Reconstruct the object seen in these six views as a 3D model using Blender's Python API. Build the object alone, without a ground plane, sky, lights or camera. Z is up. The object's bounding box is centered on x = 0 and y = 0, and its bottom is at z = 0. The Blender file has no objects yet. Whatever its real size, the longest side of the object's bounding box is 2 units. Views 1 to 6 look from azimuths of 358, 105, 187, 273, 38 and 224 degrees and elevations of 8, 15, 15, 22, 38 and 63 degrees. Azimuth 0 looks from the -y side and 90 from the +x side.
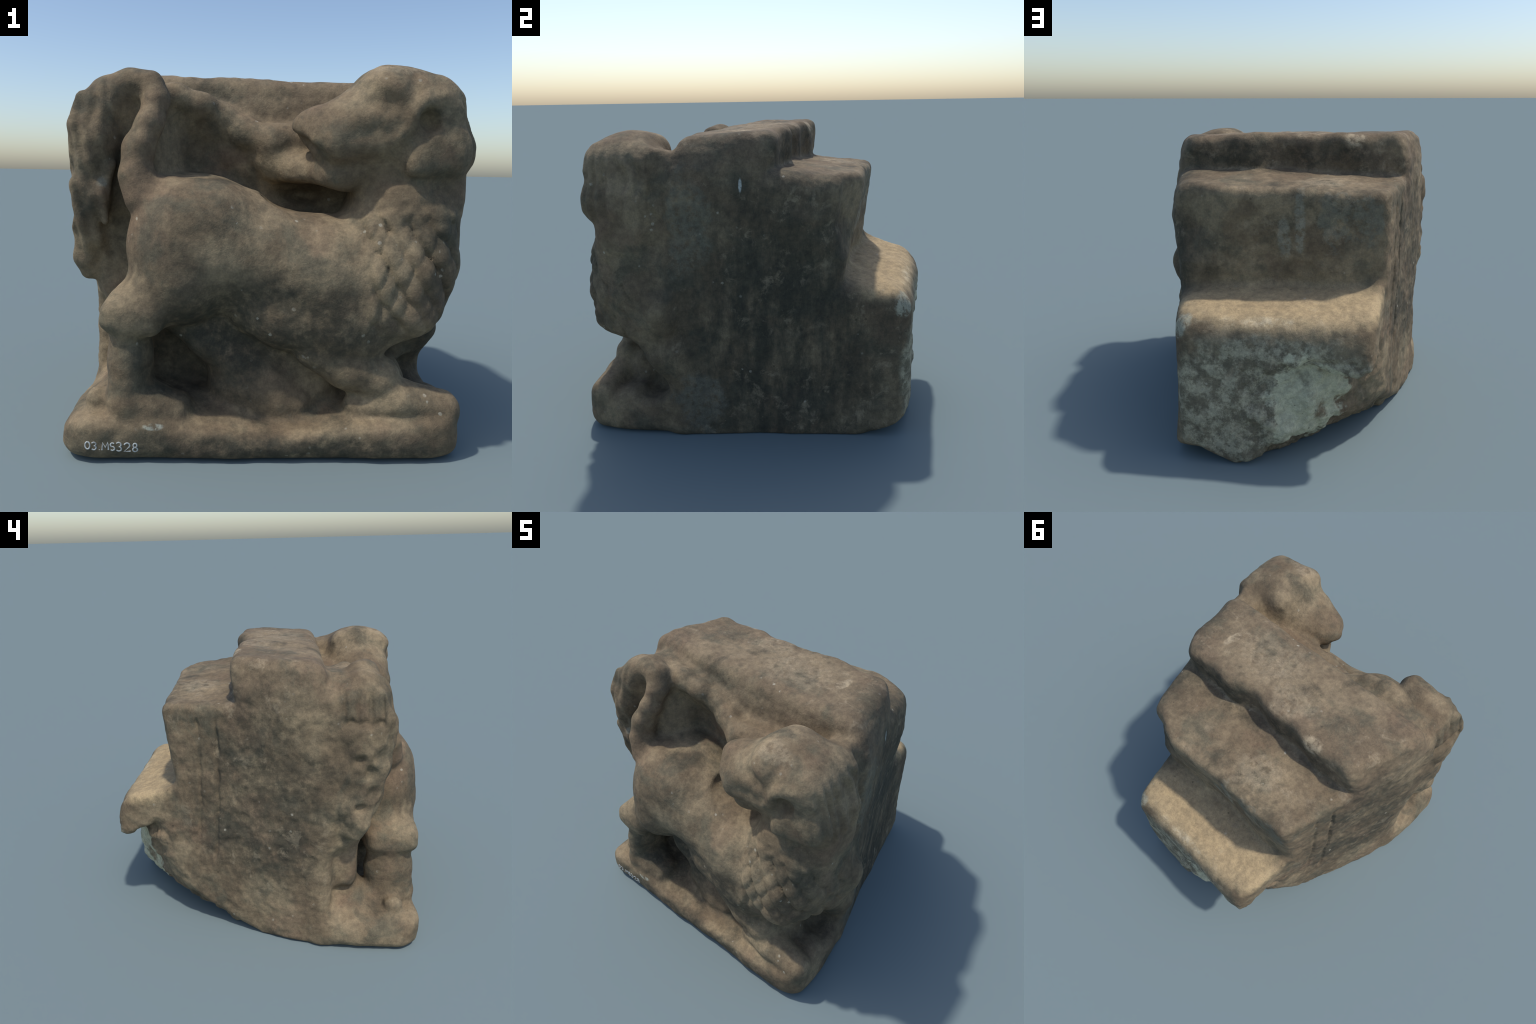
"""Weathered sandstone block carved with a crouching lion that looks back over
its shoulder; the rear of the block is cut into two broad steps.

The stone is described as a signed distance model (rounded boxes, ellipsoids and
tapered limbs blended into each other), turned into one smooth skin, given stone
relief with noise and then split into named anatomical parts."""
import bpy, math
import numpy as np
from mathutils import Vector
from mathutils.bvhtree import BVHTree

F = np.float32
H = 0.0088                                    # cell size of the skin
LO = np.array([-1.08, -1.10, -0.05]); HI = np.array([1.04, 1.10, 1.97])

# ------------------------------------------------------------------ field tools
def smin(a, b, k):
    h = np.maximum(k - np.abs(a - b), 0) / k
    return np.minimum(a, b) - h * h * k * 0.25

def smax(a, b, k):
    return -smin(-a, -b, k)

def lerp_curve(t, xs, ys):
    return np.interp(t, xs, ys).astype(F)

def smooth_curve(t, xs, ys, w=0.06):
    """piecewise linear profile with its corners rounded over the width w"""
    return sum(lerp_curve(t + d * w, xs, ys) for d in (-1, -.5, 0, .5, 1)) / 5

class Ellipsoid:
    def __init__(s, c, r, rot=(0, 0, 0)):
        s.c, s.r = c, r
        s.R = rotation(rot)
        m = max(r); s.box = [(v - m, v + m) for v in c]
    def __call__(s, X, Y, Z):
        x, y, z = turn(s.R, X - s.c[0], Y - s.c[1], Z - s.c[2])
        a, b, c = s.r
        k0 = np.sqrt((x / a) ** 2 + (y / b) ** 2 + (z / c) ** 2)
        k1 = np.sqrt((x / a ** 2) ** 2 + (y / b ** 2) ** 2 + (z / c ** 2) ** 2) + 1e-6
        return k0 * (k0 - 1) / k1

class RoundBox:
    def __init__(s, c, h, r, rot=(0, 0, 0)):
        s.c, s.h, s.rad = c, h, r
        s.R = rotation(rot)
        m = math.sqrt(sum(v * v for v in h)); s.box = [(v - m, v + m) for v in c]
    def __call__(s, X, Y, Z):
        x, y, z = turn(s.R, X - s.c[0], Y - s.c[1], Z - s.c[2])
        q = [np.abs(v) - h + s.rad for v, h in zip((x, y, z), s.h)]
        out = np.sqrt(sum(np.maximum(v, 0) ** 2 for v in q))
        return out + np.minimum(np.maximum(np.maximum(q[0], q[1]), q[2]), 0) - s.rad

class Limb:
    """chain of tapered capsules; flat = how much thicker it is along y"""
    def __init__(s, pts, flat=1.0, k=0.04):
        s.p, s.f, s.k = pts, flat, k
        s.box = [(min(p[i] - p[3] * (flat if i == 1 else 1) for p in pts),
                  max(p[i] + p[3] * (flat if i == 1 else 1) for p in pts)) for i in range(3)]
    def __call__(s, X, Y, Z):
        d = None
        P = s.p if len(s.p) > 1 else [s.p[0], s.p[0]]
        for a, b in zip(P[:-1], P[1:]):
            ab = [b[0] - a[0], (b[1] - a[1]) / s.f, b[2] - a[2]]
            l2 = sum(v * v for v in ab) + 1e-9
            px, py, pz = X - a[0], (Y - a[1]) / s.f, Z - a[2]
            t = np.clip((px * ab[0] + py * ab[1] + pz * ab[2]) / l2, 0, 1)
            e = np.sqrt((px - t * ab[0]) ** 2 + (py - t * ab[1]) ** 2 + (pz - t * ab[2]) ** 2) \
                - (a[3] + (b[3] - a[3]) * t)
            d = e if d is None else smin(d, e, s.k)
        return d

def rotation(deg):
    a, b, c = [math.radians(v) for v in deg]
    rx = np.array([[1, 0, 0], [0, math.cos(a), -math.sin(a)], [0, math.sin(a), math.cos(a)]])
    ry = np.array([[math.cos(b), 0, math.sin(b)], [0, 1, 0], [-math.sin(b), 0, math.cos(b)]])
    rz = np.array([[math.cos(c), -math.sin(c), 0], [math.sin(c), math.cos(c), 0], [0, 0, 1]])
    return (rz @ ry @ rx).T.astype(F)

def turn(R, x, y, z):
    if abs(R - np.eye(3)).max() < 1e-6:
        return x, y, z
    return tuple(R[i, 0] * x + R[i, 1] * y + R[i, 2] * z for i in range(3))

# --------------------------------------------------------------------- noise
def hash3(ix, iy, iz, seed):
    n = (ix * 73856093) ^ (iy * 19349663) ^ (iz * 83492791) ^ (seed * 2654435)
    n = (n ^ (n >> 13)) * 1274126177 & 0x7fffffff
    n = (n ^ (n >> 15)) * 2246822519 & 0x7fffffff
    return ((n ^ (n >> 14)) & 0xffffff) / float(0xffffff) * 2 - 1

def noise3(p, scale, seed=1):
    q = p * scale
    i = np.floor(q).astype(np.int64); f = q - i
    w = f * f * f * (f * (f * 6 - 15) + 10)
    v = 0
    for dx in (0, 1):
        for dy in (0, 1):
            for dz in (0, 1):
                h = hash3(i[:, 0] + dx, i[:, 1] + dy, i[:, 2] + dz, seed)
                v = v + h * ((w[:, 0] if dx else 1 - w[:, 0]) *
                             (w[:, 1] if dy else 1 - w[:, 1]) *
                             (w[:, 2] if dz else 1 - w[:, 2]))
    return v

def fbm(p, scale, octaves=3, seed=1):
    return sum(noise3(p, scale * 2 ** o, seed + o * 7) / 2 ** o for o in range(octaves))

# ---------------------------------------------------------------- the stone block
def wobble(a, b, c=0.0):
    return (np.sin(a * 5.3 + c) * np.cos(b * 4.1 - c) + 0.6 * np.sin(a * 11.7 - b * 9.1 + 2 * c)) * 0.5

def right_face(Y):
    return smooth_curve(Y, [-1.0, -.75, -.5, -.35, -.16, .25, .6, .98], [.905, .910, .880, .845, .80, .68, .60, .54])

def left_face(Y):
    return smooth_curve(Y, [-.6, -.44, -.2, 0, .3, .62, .98], [-.95, -.935, -.885, -.82, -.726, -.628, -.56])

def block(X, Y, Z):
    top1 = 1.828 - 0.02 * X + 0.05 * Y + 0.010 * wobble(X, Y, .5)
    top2 = 1.598 + .025 * X - 0.09 * (Y - .2) + .012 * wobble(X, Y, 1.3)
    top3 = .955 - 0.17 * (Y - .58) + .065 * np.clip((-X - .25) / .35, 0, 1) * np.clip((.95 - Y) / .4, 0, 1) + .012 * wobble(X, Y, 2.2)
    back1 = .180 + .02 * X + .030 * wobble(X * 1.6, Z, .2) - .045 * np.exp(-((X - .06) / .13) ** 2) + .10 * (Z - 1.6)
    lean = np.clip((X + .45) / .3, 0, 1)
    back2 = .622 + .05 * (X + .2) * lean + (.12 + .04 * lean) * (Z - 1.45) + .012 * wobble(X, Z, .9) + .022 * np.exp(-((X + .36) / .14) ** 2) \
        - .10 * np.clip((X - .32) / .2, 0, 1) * np.clip((Z - 1.1) / .2, 0, 1)
    back3 = .990 + .006 * np.clip((-X - .2) / .3, 0, 1) - .03 * np.maximum(.35 - Z, 0) + .010 * wobble(X, Z, 3.1)
    s1 = smax(Z - top1, Y - back1, .09)
    s2 = smax(Z - top2, Y - back2, .07)
    s3 = smax(Z - top3, Y - back3, .15)
    stair = smin(smin(s1, s2, .03), s3, .05)
    front = -.365 - .05 * np.clip((1.72 - Z) / .25, 0, 1) - Y
    xr = right_face(Y) - .04 * np.clip((Z - 1.5) / .35, 0, 1) \
        + .04 * np.clip((Y - .05) / .3, 0, 1) * np.clip(1 - np.abs(Z - 1.34) / .25, 0, 1) \
        + .02 * np.clip((.30 - Z) / .2, 0, 1) * np.clip((Y - .1) / .2, 0, 1) \
        - .05 * np.clip((Z - 1.62) / .12, 0, 1) * np.clip((.05 - Y) / .25, 0, 1)
    xl = left_face(Y) + .05 * np.clip((Z - 1.55) / .3, 0, 1) ** 2
    right, left = smax(stair, X - xr, .11), xl - X
    d = smax(smax(right, left, .06), front, .10)
    # broken-off lower left rear corner, under an overhanging ledge
    n = .03 * wobble(X * 2.2, Z * 2.2, 1.0) + .02 * wobble(Y * 5, X * 4, .3)
    ledge = .60 + .22 * np.clip((.95 - Y) / .35, 0, 1) + .06 * np.clip((X + .5) / .5, 0, 1) + n
    deep = np.clip(.62 - Z, 0, .40)
    chamfer = ((X + .46) * -.62 + (Y - .81) * .78) + .24 * deep
    recess = ((X + .10) * -.28 + (Y - .955) * .96) + .10 * deep * np.clip(-X / .3, 0, 1)
    away = smax(-np.maximum(chamfer, recess) + n, Z - ledge, .05)
    run = np.maximum(0, (X - .05) * -.69 + (Y - .84) * .72)
    under = Z - (1.02 * run - .012 + .8 * n * np.clip(run * 5, 0, 1))
    under = np.where(run > 0, under, 1.0)
    d = smax(d, -away, .05)
    d = smax(d, .36 * (Y - .73) * np.clip((X - .22) / .2, 0, 1) - .004 - Z, .05)
    d = smax(d, -under, .05)
    return d

def plinth(X, Y, Z):
    top = smooth_curve(X, [-.95, -.5, -.2, 0, .2, .34, .6, .95], [.21, .185, .145, .115, .13, .16, .19, .22]) \
        + (.26 * np.clip(Y + .97, 0, .25) + .10 * np.clip(Y + .72, 0, .3)) * np.clip((X + 1.0) / .45, .2, 1) + .010 * wobble(X, Y, 4.0)
    front = -.992 + .02 * np.clip(np.abs(X - .1) - .6, 0, 1) + .005 * wobble(X * 1.3, Z, 2.0) - Y
    left = -.968 + .16 * np.clip(-.85 - Y, 0, .3) + .12 * np.clip(Y + .6, 0, .5) + .3 * np.clip(.06 - Z, 0, .1)
    sides = smax(X - right_face(Y), left - X, .08)
    d = smax(smax(Z - top, front, .05), sides, .14)
    d = smax(d, Y + .3, .1)
    return smax(d, -Z - .002 + .10 * np.clip(-.88 - Y, 0, .2), .07)

# ---------------------------------------------------------------- what the lion is made of
OPS = []                                    # (part, shape, blend, cut?)
def add(part, shape, k=.05):
    OPS.append((part, shape, k, False))
def cut(shape, k=.03):
    OPS.append((None, shape, k, True))

class Whole:
    box = [(-9, 9)] * 3
    def __init__(s, f): s.f = f
    def __call__(s, X, Y, Z): return s.f(X, Y, Z)
class Slab(Whole):
    box = [(-1, 1), (-1.05, -.2), (-.1, .4)]

add("stone_block", Whole(block))
add("plinth", Slab(plinth), .05)

# overhanging rim of the niche, running from the tail to the muzzle
add("stone_block", Limb([(-.72, -.42, 1.66, .10), (-.47, -.49, 1.69, .06), (-.34, -.47, 1.65, .06), (-.24, -.42, 1.60, .06),
                         (-.12, -.44, 1.52, .075), (.03, -.50, 1.47, .08), (.2, -.48, 1.48, .09), (.6, -.42, 1.50, .12)], 1.0), .06)
add("stone_block", Limb([(-.65, -.38, 1.64, .09), (-.40, -.38, 1.60, .09), (-.22, -.36, 1.53, .09)]), .06)
add("stone_block", RoundBox((-.06, -.32, 1.40), (.18, .12, .12), .06, (0, 32, 0)), .05)
add("stone_block", RoundBox((-.525, -.51, 1.46), (.05, .14, .24), .045, (0, -6, -32)), .06)
add("stone_block", RoundBox((-.76, -.44, 1.0), (.12, .15, .34), .08), .08)
add("stone_block", RoundBox((-.42, -.44, .47), (.29, .155, .22), .06), .05)
add("stone_block", RoundBox((.38, -.40, 1.42), (.40, .12, .14), .06), .06)
# stone left standing behind the hind leg and beside the far foreleg
add("plinth", Ellipsoid((-.66, -.50, .20), (.18, .27, .15)), .07)
add("stone_block", Ellipsoid((.20, -.56, .30), (.22, .22, .24)), .06)
add("stone_block", RoundBox((.53, -.44, .45), (.22, .12, .32), .06), .06)

add("stone_block", RoundBox((-.73, -.45, .58), (.08, .13, .22), .06), .06)

# trunk
add("torso", Limb([(-.38, -.63, .99, .29), (-.10, -.61, .93, .275), (.26, -.64, .82, .285), (.45, -.61, .80, .265)], 1.10, .12), .05)
add("torso", RoundBox((-.35, -.68, 1.02), (.26, .275, .26), .19), .08)
add("torso", Ellipsoid((-.36, -.50, 1.12), (.27, .20, .19)), .06)
add("torso", RoundBox((.02, -.62, .86), (.34, .26, .24), .20, (0, 16, 0)), .10)
add("torso", Ellipsoid((.12, -.68, .635), (.34, .26, .185), (0, 10, 0)), .06)
# near hind leg
add("hindlimb", Ellipsoid((-.42, -.69, .90), (.25, .27, .33), (0, -8, 0)), .08)
add("hindlimb", Limb([(-.44, -.77, .80, .18), (-.60, -.79, .72, .125)], 1.25), .06)
add("hindlimb", RoundBox((-.635, -.81, .66), (.14, .16, .078), .06, (0, 6, 0)), .08)
add("hindlimb", Limb([(-.66, -.80, .62, .095), (-.655, -.80, .45, .098), (-.655, -.81, .27, .108)], 1.5), .04)
add("hindlimb", Limb([(-.67, -.82, .24, .085), (-.54, -.83, .225, .085), (-.43, -.835, .215, .068)], 1.5), .05)
add("hindlimb", Ellipsoid((-.81, -.82, .25), (.055, .06, .05)), .04)
# far hind leg, slanting forward under the belly
add("hindlimb.001", Limb([(-.27, -.60, .56, .16), (-.14, -.60, .42, .165), (.00, -.67, .25, .16)], 1.05), .05)
add("hindlimb.001", Limb([(-.16, -.66, .27, .13), (.06, -.76, .215, .075), (.14, -.79, .20, .04)], 1.1), .06)
add("hindlimb.001", Limb([(-.46, -.69, .61, .07), (-.30, -.71, .51, .085), (-.16, -.69, .40, .11)]), .03)
add("hindlimb.001", Limb([(-.06, -.60, .50, .12), (.04, -.65, .34, .13), (.10, -.68, .20, .13)]), .07)
# near foreleg folded on the plinth
add("forelimb", Ellipsoid((.35, -.78, .62), (.25, .19, .21), (0, 25, 0)), .08)
add("forelimb", Limb([(.22, -.80, .50, .11), (.38, -.81, .42, .12), (.52, -.825, .355, .11)], 1.03), .02)
add("forelimb", Limb([(.42, -.84, .225, .065), (.62, -.85, .26, .092), (.83, -.865, .225, .083)], 1.12), .03)
# far foreleg, flush with the right face
add("forelimb", Ellipsoid((.54, -.66, .31), (.16, .12, .14)), .05)
add("forelimb.001", Ellipsoid((.79, -.46, .80), (.17, .15, .20)), .05)
add("forelimb.001", Limb([(.78, -.57, .70, .12), (.79, -.44, .52, .12), (.71, -.33, .25, .10)], 1.05), .06)
# maned chest and neck
add("mane", Ellipsoid((.57, -.63, .85), (.335, .325, .32)), .07)
add("mane", Ellipsoid((.60, -.75, .70), (.20, .20, .17)), .08)
add("mane", RoundBox((.69, -.605, 1.27), (.235, .225, .15), .11), .08)
add("mane", Ellipsoid((.67, -.86, .68), (.10, .085, .09)), .06)
add("mane", RoundBox((.64, -.61, 1.01), (.255, .285, .23), .17), .10)
add("mane", Limb([(.62, -.61, 1.10, .245), (.645, -.61, 1.40, .225)], 1.0), .06)
# head turned back: broad brow, blunt muzzle, slack jaw
add("head", Ellipsoid((.58, -.69, 1.57), (.265, .225, .25)), .05)
add("head", RoundBox((.60, -.69, 1.60), (.20, .205, .19), .10, (0, 9, 0)), .06)
add("head", Limb([(.54, -.68, 1.54, .19), (.38, -.70, 1.535, .155), (.24, -.70, 1.54, .105)], 1.25), .05)
add("head", Limb([(.165, -.70, 1.535, .072), (.24, -.78, 1.485, .088), (.30, -.83, 1.455, .075), (.42, -.80, 1.49, .10)], 1.0), .05)
add("head", Limb([(-.02, -.43, 1.40, .08), (.16, -.56, 1.335, .085), (.30, -.71, 1.325, .10), (.48, -.68, 1.39, .13)], 1.1), .045)
add("head", RoundBox((.745, -.62, 1.53), (.135, .265, .20), .09, (0, -10, 0)), .06)
add("head", RoundBox((.755, -.66, 1.42), (.165, .215, .105), .085, (0, -10, 0)), .05)
# ear curl over its hollow, cheek fold
add("ear", Limb([(.602, -.89, 1.545, .026), (.612, -.898, 1.59, .034), (.655, -.892, 1.64, .038), (.73, -.87, 1.66, .036), (.80, -.84, 1.615, .036), (.85, -.80, 1.54, .032)]), .02)
add("head", RoundBox((.715, -.83, 1.415), (.14, .08, .09), .045, (0, -9, 8)), .045)
add("head", Ellipsoid((.53, -.86, 1.69), (.09, .06, .06), (0, 25, 0)), .04)
add("head", Ellipsoid((.44, -.84, 1.585), (.055, .05, .042)), .03)
add("head", Ellipsoid((.43, -.83, 1.47), (.09, .06, .05), (0, 20, 0)), .04)
# tail: rises from the rump, arches over, hangs as a shaggy tuft
add("tail", Limb([(-.50, -.71, 1.19, .11), (-.595, -.74, 1.21, .085), (-.635, -.74, 1.30, .068), (-.622, -.72, 1.42, .064), (-.575, -.69, 1.54, .054),
                  (-.55, -.64, 1.65, .052), (-.585, -.60, 1.725, .056), (-.68, -.57, 1.725, .07), (-.75, -.57, 1.685, .09)], 1.15, .06), .04)
add("tail", Limb([(-.79, -.575, 1.65, .105), (-.835, -.585, 1.45, .112), (-.85, -.575, 1.2, .095), (-.875, -.55, 1.0, .07), (-.885, -.53, .83, .045)], 1.4, .06), .05)
add("stone_block", RoundBox((-.82, -.46, 1.30), (.09, .10, .38), .06), .06)
for y, z0, z1, dx in ((-.665, 1.66, 1.40, .0), (-.66, 1.36, 1.16, .012), (-.60, 1.46, 1.22, -.008), (-.53, 1.44, 1.20, -.008),
                      (-.62, 1.18, .98, .0), (-.54, 1.14, .92, .0), (-.56, .98, .80, -.01)):
    add("tail", Limb([(-.905 + dx, y, z0, .022), (-.918 + dx, y - .02, (z0 + z1) / 2, .034), (-.905 + dx, y + .01, z1, .022)]), .06)
for x, z0, z1 in ((-.80, 1.62, 1.35), (-.85, 1.50, 1.22), (-.79, 1.34, 1.08)):             # locks on the front of the tuft
    add("tail", Limb([(x + .03, -.695, z0, .022), (x - .01, -.71, (z0 + z1) / 2, .03), (x, -.685, z1, .02)]), .04)
for y, z, r in ((-.675, 1.33, .036), (-.60, 1.22, .03), (-.545, 1.30, .026), (-.64, 1.10, .028), (-.56, 1.00, .026)):
    cut(Ellipsoid((-.968, y, z), (.035, r, r * 1.3), (25, 0, 0)), .035)
# hollows
cut(Ellipsoid((.19, -.59, 1.205), (.185, .26, .065)), .05)
cut(Ellipsoid((.10, -.62, 1.20), (.14, .16, .05)), .05)
add("stone_block", RoundBox((-.715, -.52, 1.38), (.07, .10, .27), .05), .06)
cut(Limb([(-.655, -.72, 1.69, .035), (-.685, -.76, 1.58, .04)]), .05)
cut(Ellipsoid((.685, -.925, 1.56), (.055, .085, .05), (0, 25, 0)), .025)
cut(Limb([(.655, -.93, 1.51, .03), (.58, -.935, 1.43, .028), (.53, -.92, 1.36, .03)]), .035)
cut(Limb([(.54, -.95, 1.60, .02), (.49, -.94, 1.625, .022), (.43, -.92, 1.64, .018)]), .06)
cut(Limb([(.53, -.945, 1.53, .02), (.43, -.945, 1.50, .022), (.36, -.93, 1.50, .018)]), .06)
cut(Limb([(.625, -.90, 1.80, .014), (.605, -.925, 1.70, .022)]), .035)
cut(Limb([(.235, -.90, 1.37, .02), (.15, -.78, 1.44, .03), (.09, -.66, 1.49, .03)]), .04)
cut(Limb([(.76, -.64, .40, .10), (.98, -.66, .40, .145)], 1.0), .04)
cut(Limb([(.75, -.53, .30, .07), (.95, -.54, .30, .09)], 1.25), .04)
cut(Limb([(-.12, -.82, .535, .025), (.07, -.84, .415, .045), (.23, -.86, .30, .05)], 1.6), .03)
cut(Limb([(.80, -.40, 1.84, .06), (.90, -.42, 1.50, .065), (.915, -.43, 1.2, .08), (.945, -.41, .97, .06)]), .06)
cut(Ellipsoid((-.90, -.56, .66), (.08, .05, .09)), .05)
# ---------------------------------------------------------------- sampling and skin
axes = [np.arange(LO[i], HI[i], H).astype(F) for i in range(3)]
def window(box, m):
    sl = []
    for i in range(3):
        a = max(0, int(np.searchsorted(axes[i], box[i][0] - m)) - 1)
        b = min(len(axes[i]), int(np.searchsorted(axes[i], box[i][1] + m)) + 1)
        sl.append(slice(a, b))
    return tuple(sl)

def grid(sl):
    return (axes[0][sl[0]][:, None, None], axes[1][sl[1]][None, :, None], axes[2][sl[2]][None, None, :])

def stamp(field, op):
    part, shape, k, is_cut = op
    sl = window(shape.box, k + 4 * H)
    if any(s.stop - s.start < 2 for s in sl):
        return
    d = shape(*grid(sl)).astype(F)
    field[sl] = smax(field[sl], -d, k) if is_cut else smin(field[sl], d, k)

field = np.full([len(a) for a in axes], 9.0, dtype=F)
for op in OPS:
    stamp(field, op)

def front_of(x, z):
    i = int(round((x - LO[0]) / H)); k = int(round((z - LO[2]) / H))
    hit = np.nonzero(field[i, :, k] < 0)[0]
    return axes[1][hit[0]] if len(hit) else None

curls = []
# folds across the throat
for z, x0, x1 in ((1.235, .52, .70), (1.185, .50, .80), (1.13, .52, .82)):
    pts = []
    for x in np.linspace(x0, x1, 7):
        zz = z + .02 * math.sin((x - x0) * 9)
        y = front_of(x, zz)
        if y is not None: pts.append((x, y + .008, zz, .020))
    if len(pts) > 1:
        op = ("mane", Limb(pts), .035, False); stamp(field, op); curls.append(op)

# the stone stands on flat ground
field = np.maximum(field, -grid((slice(None),) * 3)[2] - 0 * field)

def surface_nets(f):
    nx, ny, nz = f.shape
    s = f < 0
    cnt = np.zeros((nx - 1, ny - 1, nz - 1), np.int8)
    for a in (0, 1):
        for b in (0, 1):
            for c in (0, 1):
                cnt += s[a:nx - 1 + a, b:ny - 1 + b, c:nz - 1 + c]
    act = (cnt > 0) & (cnt < 8)
    I = np.argwhere(act)
    idx = np.full(act.shape, -1, np.int32); idx[act] = np.arange(len(I))
    corner = {}
    for a in (0, 1):
        for b in (0, 1):
            for c in (0, 1):
                corner[a, b, c] = f[I[:, 0] + a, I[:, 1] + b, I[:, 2] + c].astype(np.float64)
    acc = np.zeros((len(I), 3)); n = np.zeros(len(I))
    keys = list(corner)
    for p in keys:
        for ax in range(3):
            if p[ax] == 0:
                q = tuple(1 if j == ax else p[j] for j in range(3))
                u, v = corner[p], corner[q]
                m = (u < 0) != (v < 0)
                t = np.where(m, u / np.where(m, u - v, 1), 0)
                pos = np.tile(np.array(p, float), (len(I), 1)); pos[:, ax] = t
                acc += pos * m[:, None]; n += m
    V = (I + acc / n[:, None]) * H + LO
    quads = []
    for ax in range(3):
        a = [slice(None)] * 3; b = [slice(None)] * 3
        a[ax] = slice(0, -1); b[ax] = slice(1, None)
        d = s[tuple(a)].astype(np.int8) - s[tuple(b)].astype(np.int8)
        E = np.argwhere(d != 0); sg = d[d != 0]
        o1, o2 = (ax + 1) % 3, (ax + 2) % 3
        ok = (E[:, o1] > 0) & (E[:, o2] > 0) & (E[:, o1] < f.shape[o1] - 1) & (E[:, o2] < f.shape[o2] - 1)
        E, sg = E[ok], sg[ok]
        def cell(d1, d2):
            e = E.copy(); e[:, o1] -= d1; e[:, o2] -= d2
            return idx[e[:, 0], e[:, 1], e[:, 2]]
        q = np.stack([cell(1, 1), cell(0, 1), cell(0, 0), cell(1, 0)], 1)
        q[sg < 0] = q[sg < 0][:, ::-1]
        quads.append(q)
    return V, np.concatenate(quads)

V, Q = surface_nets(field)

def vertex_normals(V, Q):
    n = np.cross(V[Q[:, 2]] - V[Q[:, 0]], V[Q[:, 3]] - V[Q[:, 1]])
    out = np.zeros_like(V)
    for c in range(4):
        for k in range(3):
            out[:, k] += np.bincount(Q[:, c], n[:, k], len(V))
    return out / (np.linalg.norm(out, axis=1, keepdims=True) + 1e-12)

def relax(V, Q, times=2):
    for _ in range(times):
        s = np.zeros_like(V); c = np.zeros(len(V))
        for a in range(4):
            b = (a + 1) % 4
            for k in range(3):
                s[:, k] += np.bincount(Q[:, a], V[Q[:, b], k], len(V)) + np.bincount(Q[:, b], V[Q[:, a], k], len(V))
            c += np.bincount(Q[:, a], minlength=len(V)) + np.bincount(Q[:, b], minlength=len(V))
        V = V * .5 + s / c[:, None] * .5
    return V

V = relax(V, Q, 2)
N = vertex_normals(V, Q)

# ---------------------------------------------------------------- stone relief
def ramp(v, a, b):
    t = np.clip((v - a) / (b - a), 0, 1); return t * t * (3 - 2 * t)

xl, xr = left_face(V[:, 1]), right_face(V[:, 1])
on_left = ramp(-N[:, 0], .5, .85) * ramp(.13 - (V[:, 0] - xl), 0, .06) * ramp(V[:, 1], -.50, -.40)
run = (V[:, 0] - .05) * -.69 + (V[:, 1] - .84) * .72
broken = ramp(run, -.02, .06) * ramp(.66 - V[:, 2], 0, .1) * ramp(V[:, 0] - xl, .04, .1)
broken = np.maximum(broken, ramp(V[:, 1], .60, .70) * ramp(-V[:, 0], .02, .12) * ramp(.72 - V[:, 2], 0, .06))
on_block = np.maximum(ramp(V[:, 1], -.47, -.38), ramp(.2 - V[:, 2], 0, .08))
lift = (.003 + .003 * on_block) * fbm(V, 6, 3, 3) + .0018 * fbm(V, 22, 2, 11)
hair = ramp(N[:, 0], .55, .8) * ramp(V[:, 0], .80, .86) * ramp(-V[:, 1], .36, .42) * ramp(V[:, 2], 1.30, 1.40) * ramp(1.73 - V[:, 2], 0, .08)
lift += hair * .010 * np.sin(V[:, 1] * 78 + 2.5 * noise3(V, 7, 41) + 6 * V[:, 2])
lift += on_left * (.0048 * noise3(V * np.array([1, .9, 1.1]), 19, 31) + .0018 * noise3(V, 42, 33))
# mane: staggered rows of overlapping drop-shaped locks wrapped round the chest
def locks(V):
    ang = np.arctan2(V[:, 0] - .50, -(V[:, 1] + .52)) * .37
    best = np.zeros(len(V))
    for half in (0, 1):
        for dr in (-1, 0, 1):
            w, hgt = .098, .150
            r = np.floor(V[:, 2] / hgt - half * .5) + dr
            off = (half * .5 + .13 * r) * w
            c = np.floor((ang - off) / w)
            k0 = hash3(r.astype(np.int64), c.astype(np.int64), np.full(len(V), half), 5)
            k1 = hash3(r.astype(np.int64), c.astype(np.int64), np.full(len(V), half), 8)
            a = (ang - off) / w - c - .5 + .12 * k0
            b = V[:, 2] / hgt - half * .5 - r - .5 + .12 * k1
            a = a + .22 * b
            wide = .50 - .25 * np.clip(-b, 0, 1)
            best = np.maximum(best, np.sqrt(np.maximum(0, 1 - (a / wide) ** 2 - (b / .62) ** 2)) * (.8 + .3 * k1 - .45 * b))
    return best
chest = ramp(V[:, 0], .36, .48) * ramp(-V[:, 1], .52, .62) * ramp(V[:, 2], .56, .66) * ramp(1.20 - V[:, 2], 0, .16) * (1 - .55 * ramp(N[:, 0], .55, .95))
lift += chest * (.050 * locks(V) - .018)
# two straight grooves worn down the left side, near the steps
for y0, depth in ((.40, .017), (.285, .024)):
    line = y0 + .012 * (1.5 - V[:, 2]) ** 2 * 3 + .008 * noise3(V * np.array([0, 0, 1]), 11, 51) - V[:, 1]
    lift -= on_left * depth * np.exp(-(line / .011) ** 2) * (.55 + .45 * noise3(V, 9, 52)) * ramp(V[:, 2], .40, .70) * ramp(1.50 - V[:, 2], 0, .05)
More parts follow.
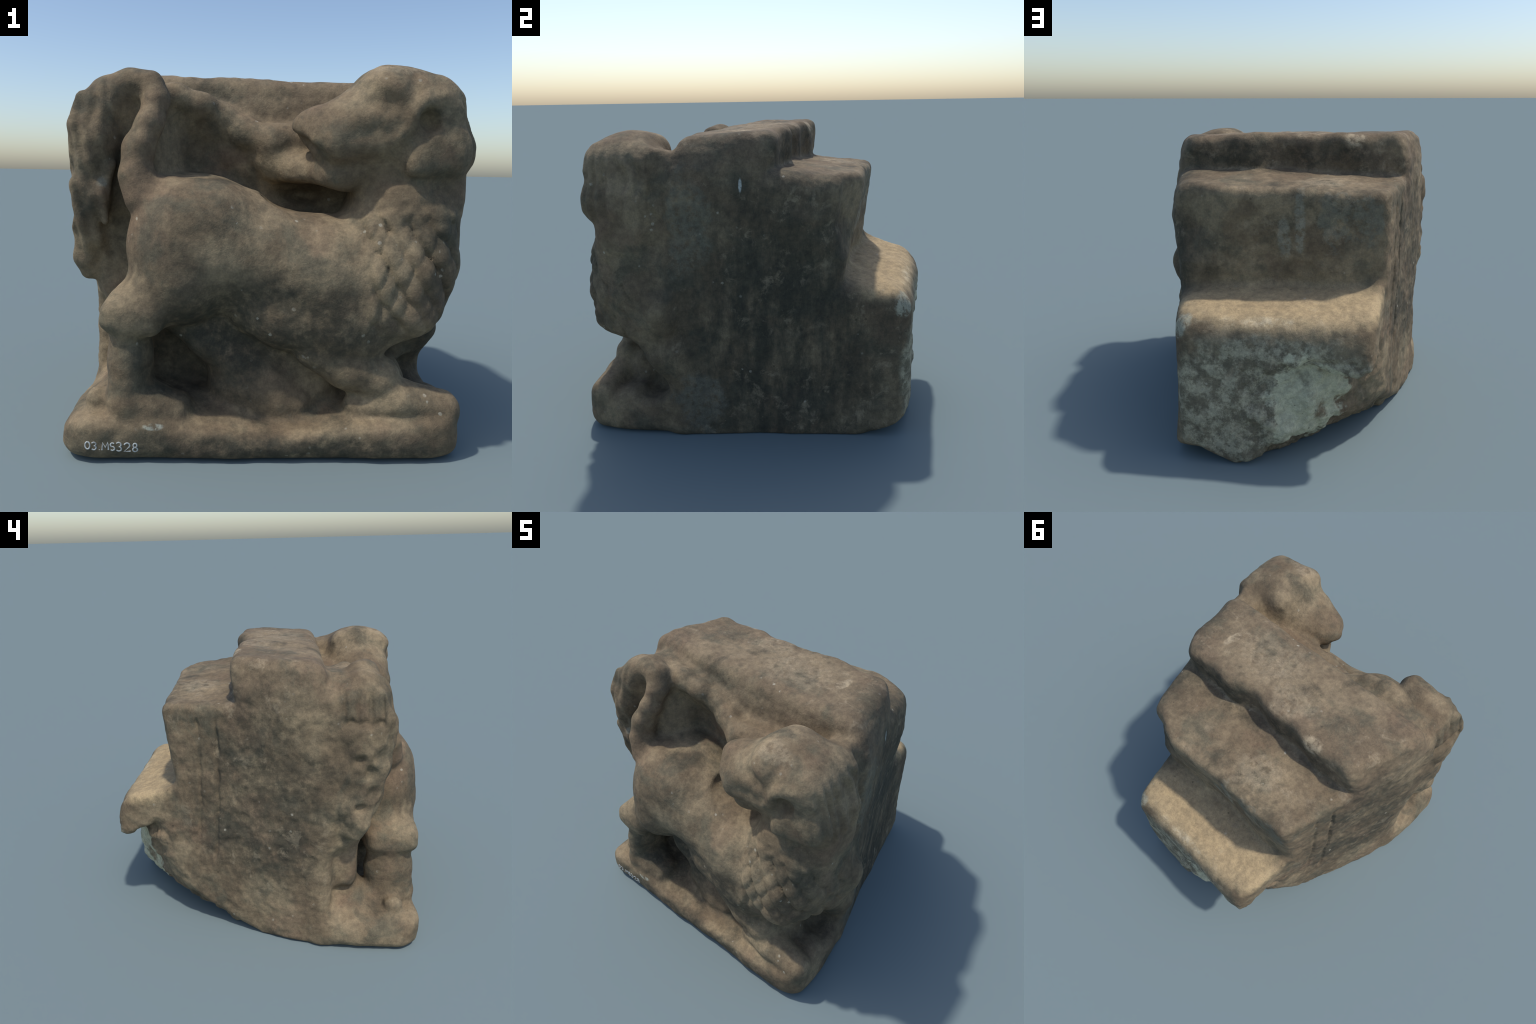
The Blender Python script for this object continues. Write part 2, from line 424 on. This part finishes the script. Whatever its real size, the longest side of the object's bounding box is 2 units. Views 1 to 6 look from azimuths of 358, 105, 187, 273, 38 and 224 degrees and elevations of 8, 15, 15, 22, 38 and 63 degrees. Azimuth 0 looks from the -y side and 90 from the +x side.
# hanging finger-like locks at the top of the tail tuft, seen on the flank
flank = ramp(-V[:, 0], .76, .82) * ramp(-N[:, 0], .15, .5) * ramp(-V[:, 1], .43, .46)
up = ramp(V[:, 2], 1.50, 1.54) * ramp(1.72 - V[:, 2], 0, .10)
for y0 in (-.455, -.53, -.60, -.665):
    lift -= flank * up * .015 * np.exp(-((V[:, 1] - y0 - .10 * (1.6 - V[:, 2]) * (y0 + .55)) / .013) ** 2)
edge = 1.525 + .008 * np.cos((V[:, 1] + .495) * 84)
lift -= flank * .022 * np.exp(-((V[:, 2] - edge + .012) / .020) ** 2) * ramp(V[:, 1], -.69, -.66)
lift += flank * ramp(1.5 - V[:, 2], 0, .05) * ramp(V[:, 2], .78, .9) * 0.004 * np.sin(V[:, 1] * 58 + 7 * V[:, 2] + 2.5 * noise3(V, 6, 61))
front_tuft = ramp(-N[:, 1], .3, .7) * ramp(-V[:, 0], .74, .78) * ramp(V[:, 2], .82, .95) * ramp(-V[:, 1], .50, .56)
lift += front_tuft * .005 * np.sin(V[:, 0] * 90 + 14 * V[:, 2] + 3 * noise3(V, 6, 63))
lift += broken * (.022 * fbm(V, 9, 4, 5) + .012 * np.abs(noise3(V, 14, 9)))
lift *= ramp(V[:, 2], -.002, .03)
V = V + N * lift[:, None]
V[:, 2] = np.maximum(V[:, 2], 0)
N = vertex_normals(V, Q)

# ---------------------------------------------------------------- split into parts
names = []
for op in OPS + curls:
    if op[0] and op[0] not in names: names.append(op[0])
best = np.full((len(names), len(V)), 9.0, F)
Vf = V.astype(F)
for part, shape, k, is_cut in OPS + curls:
    if part:
        i = names.index(part)
        best[i] = np.minimum(best[i], shape(Vf[:, 0], Vf[:, 1], Vf[:, 2]))
fb = best[:, Q].mean(2)
label = fb.argmin(0)

root = bpy.data.objects.new("carved_stone_lion", None)
root["label"] = "weathered brown sandstone block carved with a lion looking back"
root["category"] = "stone sculpture"
bpy.context.scene.collection.objects.link(root)

# ---------------------------------------------------------------- materials
def stone_material(name):
    m = bpy.data.materials.new(name); m.use_nodes = True
    nt = m.node_tree; nt.nodes.clear()
    L = nt.links
    def node(t, **kw):
        n = nt.nodes.new(t)
        for k, v in kw.items(): setattr(n, k, v)
        return n
    out = node("ShaderNodeOutputMaterial"); bsdf = node("ShaderNodeBsdfPrincipled")
    L.new(bsdf.outputs[0], out.inputs[0])
    bsdf.inputs["Roughness"].default_value = .88
    bsdf.inputs["Specular IOR Level"].default_value = .25
    tc = node("ShaderNodeTexCoord"); P = tc.outputs["Object"]
    sep = node("ShaderNodeSeparateXYZ"); L.new(P, sep.inputs[0])
    X, Y, Z = sep.outputs
    def link(sock, v):
        if isinstance(v, (int, float)): sock.default_value = v
        elif isinstance(v, tuple): sock.default_value = v
        else: L.new(v, sock)
    def math_(op, a, b=0.0, c=0.0):
        n = node("ShaderNodeMath", operation=op)
        for i, v in enumerate((a, b, c)): link(n.inputs[i], v)
        return n.outputs[0]
    def noise(scale, detail=4, rough=.55, dist=0.0, stretch=None, seed=0):
        n = node("ShaderNodeTexNoise")
        n.inputs["Scale"].default_value = scale; n.inputs["Detail"].default_value = detail
        n.inputs["Roughness"].default_value = rough; n.inputs["Distortion"].default_value = dist
        mp = node("ShaderNodeMapping"); L.new(P, mp.inputs[0])
        mp.inputs["Location"].default_value = (seed * 3.7, seed * 1.3, seed * 2.1)
        if stretch: mp.inputs["Scale"].default_value = stretch
        L.new(mp.outputs[0], n.inputs["Vector"])
        return n.outputs[0]
    def step(v, a, b):
        n = node("ShaderNodeMapRange", interpolation_type='SMOOTHSTEP')
        link(n.inputs[0], v); n.inputs[1].default_value = a; n.inputs[2].default_value = b
        return n.outputs[0]
    def mix(f, a, b, mode='MIX'):
        n = node("ShaderNodeMix", data_type='RGBA', blend_type=mode)
        link(n.inputs[0], f); link(n.inputs[6], a); link(n.inputs[7], b)
        return n.outputs[2]
    def spot(c, r, edge=.5, wob=.35):
        """soft-edged patch round a point, its rim frayed by noise"""
        d = []
        for ax, cc, rr in zip((X, Y, Z), c, r):
            e = math_('DIVIDE', math_('SUBTRACT', ax, cc), rr); d.append(math_('MULTIPLY', e, e))
        s = math_('SQRT', math_('ADD', math_('ADD', d[0], d[1]), d[2]))
        s = math_('ADD', s, math_('MULTIPLY', math_('SUBTRACT', frayed, .5), wob * 2))
        return step(s, 1 + edge / 2, 1 - edge / 2)
    frayed = noise(9, 6, .65, seed=7)
    brown = (.150, .112, .070, 1); pale = (.245, .190, .118, 1); red = (.178, .120, .078, 1)
    dark = (.040, .039, .029, 1); grey = (.088, .085, .060, 1)
    c = mix(step(noise(3.2, 5, .6, seed=1), .40, .62), brown, pale)
    c = mix(math_('MULTIPLY', step(noise(2.3, 4, .6, seed=2), .52, .66), .5), c, red)
    # reddish clean band along the upper arrises
    k = math_('MULTIPLY', step(math_('ADD', Z, math_('MULTIPLY', frayed, .16)), 1.58, 1.70), step(Y, -.45, -.35))
    c = mix(math_('MULTIPLY', k, .35), c, (.168, .128, .085, 1))
    # grey-green film in clouds
    film = step(noise(4.2, 7, .66, .3, seed=3), .48, .66)
    c = mix(math_('MULTIPLY', film, .65), c, grey)
    # sooty crust
    soot = step(noise(2.7, 7, .68, .2, seed=4), .53, .70)
    c = mix(math_('MULTIPLY', soot, .65), c, dark)
    if True:
        # dark patches where the target looks dark
        def dark_patch(centre, radius, amount):
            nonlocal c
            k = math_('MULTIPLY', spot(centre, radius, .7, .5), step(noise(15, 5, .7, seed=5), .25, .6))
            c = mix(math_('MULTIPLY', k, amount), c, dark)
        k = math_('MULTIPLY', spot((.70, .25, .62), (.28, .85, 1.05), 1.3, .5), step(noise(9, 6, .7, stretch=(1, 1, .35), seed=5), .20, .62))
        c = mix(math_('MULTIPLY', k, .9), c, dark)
        dark_patch((.0, -.90, .62), (.45, .3, .26), .75)
        dark_patch((-.35, -.75, .40), (.35, .3, .25), .6)
        dark_patch((.80, -.92, .95), (.12, .2, .35), .4)
        dark_patch((-.86, -.60, 1.35), (.12, .22, .4), .35)
        dark_patch((-.5, -.95, .8), (.2, .2, .25), .35)
        dark_patch((0, .24, 1.70), (.75, .09, .10), .8)
        dark_patch((.05, -1.02, .05), (.95, .09, .10), .75)
        dark_patch((-.75, -.05, 1.0), (.25, .48, .62), .62)
        # paler tread of the lower step
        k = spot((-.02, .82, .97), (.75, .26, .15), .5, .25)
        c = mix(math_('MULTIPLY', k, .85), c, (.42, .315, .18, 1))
        # grey, flecked rear face, both tones brightened for the sun grazing it
        k = spot((.0, 1.02, .4), (.75, .12, .42), .3, .3)
        c = mix(math_('MULTIPLY', k, .8), c, mix(step(noise(12, 8, .75, seed=9), .42, .62), (.125, .113, .080, 1), (.38, .355, .255, 1)))
        # pale green patch on the break, raking sunlight painted into its tint
        k = spot((-.25, .92, .35), (.24, .22, .36), .2, .9)
        k = math_('MULTIPLY', k, step(noise(7, 5, .6, seed=12), .30, .5))
        c = mix(math_('MULTIPLY', k, .9), c, (.46, .44, .31, 1))
        k = spot((-.42, .66, 1.35), (.2, .1, .22), .15, .6)
        c = mix(math_('MULTIPLY', math_('MULTIPLY', k, step(noise(8, 6, .7, seed=16), .45, .55)), .55), c, (.17, .165, .125, 1))
    # pale crust in scabs on the block, not on the beast
    crust = math_('MULTIPLY', step(noise(9, 8, .72, .4, seed=17), .54, .66), step(noise(2.1, 3, .5, seed=18), .36, .56))
    crust = math_('MULTIPLY', crust, step(Y, -.42, -.34))
    c = mix(math_('MULTIPLY', crust, .42), c, (.32, .26, .175, 1))
    # single pale scabs, drips and chips
    def pale_spot(centre, radius, amount, colour=(.37, .30, .20, 1)):
        nonlocal c
        k = math_('MULTIPLY', spot(centre, radius, .5, .9), step(noise(24, 5, .7, seed=20), .35, .55))
        c = mix(math_('MULTIPLY', k, amount), c, colour)
    pale_spot((-.23, .44, 1.59), (.14, .12, .08), .4)
    pale_spot((-.43, .19, 1.82), (.06, .05, .06), .8)
    pale_spot((.45, -.05, 1.82), (.03, .07, .06), .8)
    pale_spot((.15, -.10, 1.82), (.22, .16, .06), .28)
    pale_spot((-.15, .05, 1.83), (.12, .12, .06), .3)
    pale_spot((.05, .97, .90), (.28, .06, .05), .8, (.52, .43, .29, 1))
    pale_spot((-.13, .62, 1.33), (.035, .1, .19), .7, (.25, .235, .18, 1))
    pale_spot((-.04, .62, 1.25), (.04, .1, .14), .7, (.25, .235, .18, 1))
    pale_spot((.53, .94, .85), (.08, .06, .08), .8, (.34, .33, .25, 1))
    pale_spot((.77, .03, 1.54), (.05, .009, .04), .8, (.45, .48, .45, 1))
    pale_spot((.85, -.25, 1.32), (.1, .14, .30), .5, (.15, .148, .112, 1))
    pale_spot((.83, -.22, .22), (.1, .16, .18), .5, (.15, .148, .118, 1))
    pale_spot((-.79, -.68, 1.26), (.03, .08, .04), .8, (.23, .22, .17, 1))
    pale_spot((-.525, -.99, .175), (.045, .04, .014), .9, (.40, .40, .32, 1))
    pale_spot((.56, -.82, 1.80), (.10, .07, .05), .35)
    # small dark pits
    pv = node("ShaderNodeTexVoronoi"); pv.inputs["Scale"].default_value = 13; L.new(P, pv.inputs["Vector"])
    pit = math_('MULTIPLY', math_('MULTIPLY', step(pv.outputs["Distance"], .11, .06), step(Y, -.3, -.2)), step(noise(4, 2, .5, seed=19), .52, .62))
    c = mix(math_('MULTIPLY', pit, .5), c, (.03, .027, .02, 1))
    # specks of lichen
    vor = node("ShaderNodeTexVoronoi"); vor.inputs["Scale"].default_value = 17; L.new(P, vor.inputs["Vector"])
    rare = step(noise(5, 3, .6, seed=10), .55, .68)
    sp = math_('MULTIPLY', step(math_('ADD', vor.outputs["Distance"], math_('MULTIPLY', noise(60, 3, .6, seed=8), .25)), .30, .24), rare)
    c = mix(math_('MULTIPLY', sp, .65), c, (.40, .37, .29, 1))
    # mottling and grain
    g = step(noise(26, 6, .72, seed=6), .30, .70)
    c = mix(.55, c, mix(g, (.32, .32, .33, 1), (.70, .69, .66, 1)), 'OVERLAY')
    g2 = step(noise(120, 3, .7, seed=13), .25, .75)
    c = mix(.30, c, mix(g2, (.30, .30, .30, 1), (.70, .70, .70, 1)), 'OVERLAY')
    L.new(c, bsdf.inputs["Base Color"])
    bump = node("ShaderNodeBump"); bump.inputs["Strength"].default_value = .35; bump.inputs["Distance"].default_value = .010
    hgt = math_('ADD', noise(55, 5, .65, seed=14), math_('MULTIPLY', noise(180, 3, .6, seed=15), .35))
    L.new(hgt, bump.inputs["Height"]); L.new(bump.outputs[0], bsdf.inputs["Normal"])
    return m

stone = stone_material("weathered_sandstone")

def make_part(name, faces):
    used = np.unique(faces)
    back = np.full(len(V), -1, np.int64); back[used] = np.arange(len(used))
    me = bpy.data.meshes.new(name)
    me.from_pydata(V[used].tolist(), [], back[faces].tolist())
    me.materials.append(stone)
    me.polygons.foreach_set("use_smooth", np.ones(len(faces), bool))
    me.normals_split_custom_set_from_vertices(N[used].tolist())
    ob = bpy.data.objects.new(name, me)
    bpy.context.scene.collection.objects.link(ob)
    return ob

made = {}
for i, n in enumerate(names):
    f = Q[label == i]
    if len(f):
        made[n] = make_part(n.split(".")[0], f)
for n, ob in made.items():
    ob.parent = made["head"] if n == "ear" else root

# ---------------------------------------------------------------- painted inventory number
pl = made["plinth"].data
tree = BVHTree.FromPolygons([v.co[:] for v in pl.vertices], [p.vertices[:] for p in pl.polygons])
def arc(cx, cy, rx, ry, a0, a1, n=9):
    return [(cx + rx * math.cos(math.radians(a0 + (a1 - a0) * i / n)), cy + ry * math.sin(math.radians(a0 + (a1 - a0) * i / n))) for i in range(n + 1)]
GLYPH = {
    "0": [arc(.5, .5, .42, .48, 90, 450, 14)],
    "3": [arc(.4, .74, .38, .25, 150, -80) + arc(.4, .25, .42, .27, 80, -150)],
    ".": [[(.45, .02), (.55, .06)]],
    "M": [[(.02, 0), (.12, 1), (.5, .3), (.88, 1), (.98, 0)]],
    "S": [arc(.5, .74, .38, .25, 40, 270) + arc(.5, .25, .40, .25, 90, -140)],
    "2": [arc(.45, .68, .38, .30, 160, -30) + [(.05, .02), (.95, .02)]],
    "8": [arc(.5, .74, .32, .24, -90, 270, 12) + arc(.5, .25, .40, .25, 90, 450, 12)],
}
ink = bpy.data.materials.new("chalk_white_paint"); ink.use_nodes = True
b = ink.node_tree.nodes["Principled BSDF"]; b.inputs["Roughness"].default_value = .8
nz = ink.node_tree.nodes.new("ShaderNodeTexNoise"); nz.inputs["Scale"].default_value = 60
tcn = ink.node_tree.nodes.new("ShaderNodeTexCoord"); ink.node_tree.links.new(tcn.outputs["Object"], nz.inputs["Vector"])
rp = ink.node_tree.nodes.new("ShaderNodeValToRGB")
rp.color_ramp.elements[0].position = .3; rp.color_ramp.elements[0].color = (.30, .30, .28, 1)
rp.color_ramp.elements[1].position = .6; rp.color_ramp.elements[1].color = (.52, .54, .52, 1)
ink.node_tree.links.new(nz.outputs[0], rp.inputs[0]); ink.node_tree.links.new(rp.outputs[0], b.inputs["Base Color"])
cu = bpy.data.curves.new("inventory_number", 'CURVE'); cu.dimensions = '3D'
cu.bevel_depth = .0042; cu.bevel_resolution = 2; cu.use_fill_caps = True
x, text = -.835, [("0", .026), ("3", .024), (".", .010), ("M", .030), ("S", .024), ("3", .028), ("2", .032), ("8", .026)]
for j, (g, w) in enumerate(text):
    hgt = .036 if j < 5 else .042
    base = .072 - (x + .842) * .075
    for stroke in GLYPH[g]:
        pts = []
        for (u, v) in stroke:
            px, pz = x + u * w, base + v * hgt
            hit = tree.ray_cast(Vector((px, -1.3, pz)), Vector((0, 1, 0)))
            if hit[0] is not None: pts.append((px, hit[0].y + .0022, pz))
        if len(pts) > 1:
            sp = cu.splines.new('POLY'); sp.points.add(len(pts) - 1)
            for p, co in zip(sp.points, pts): p.co = (*co, 1)
    x += w + .0055
tmp = bpy.data.objects.new("tmp", cu); bpy.context.scene.collection.objects.link(tmp)
dg = bpy.context.evaluated_depsgraph_get()
me = bpy.data.meshes.new_from_object(tmp.evaluated_get(dg))
bpy.data.objects.remove(tmp)
me.name = "inventory_number"; me.materials.clear(); me.materials.append(ink)
num = bpy.data.objects.new("inventory_number", me)
num["kind"] = "stuff"
bpy.context.scene.collection.objects.link(num)
num.parent = made["plinth"]
print("verts", len(V), "quads", len(Q), {n: int((label == i).sum()) for i, n in enumerate(names)})
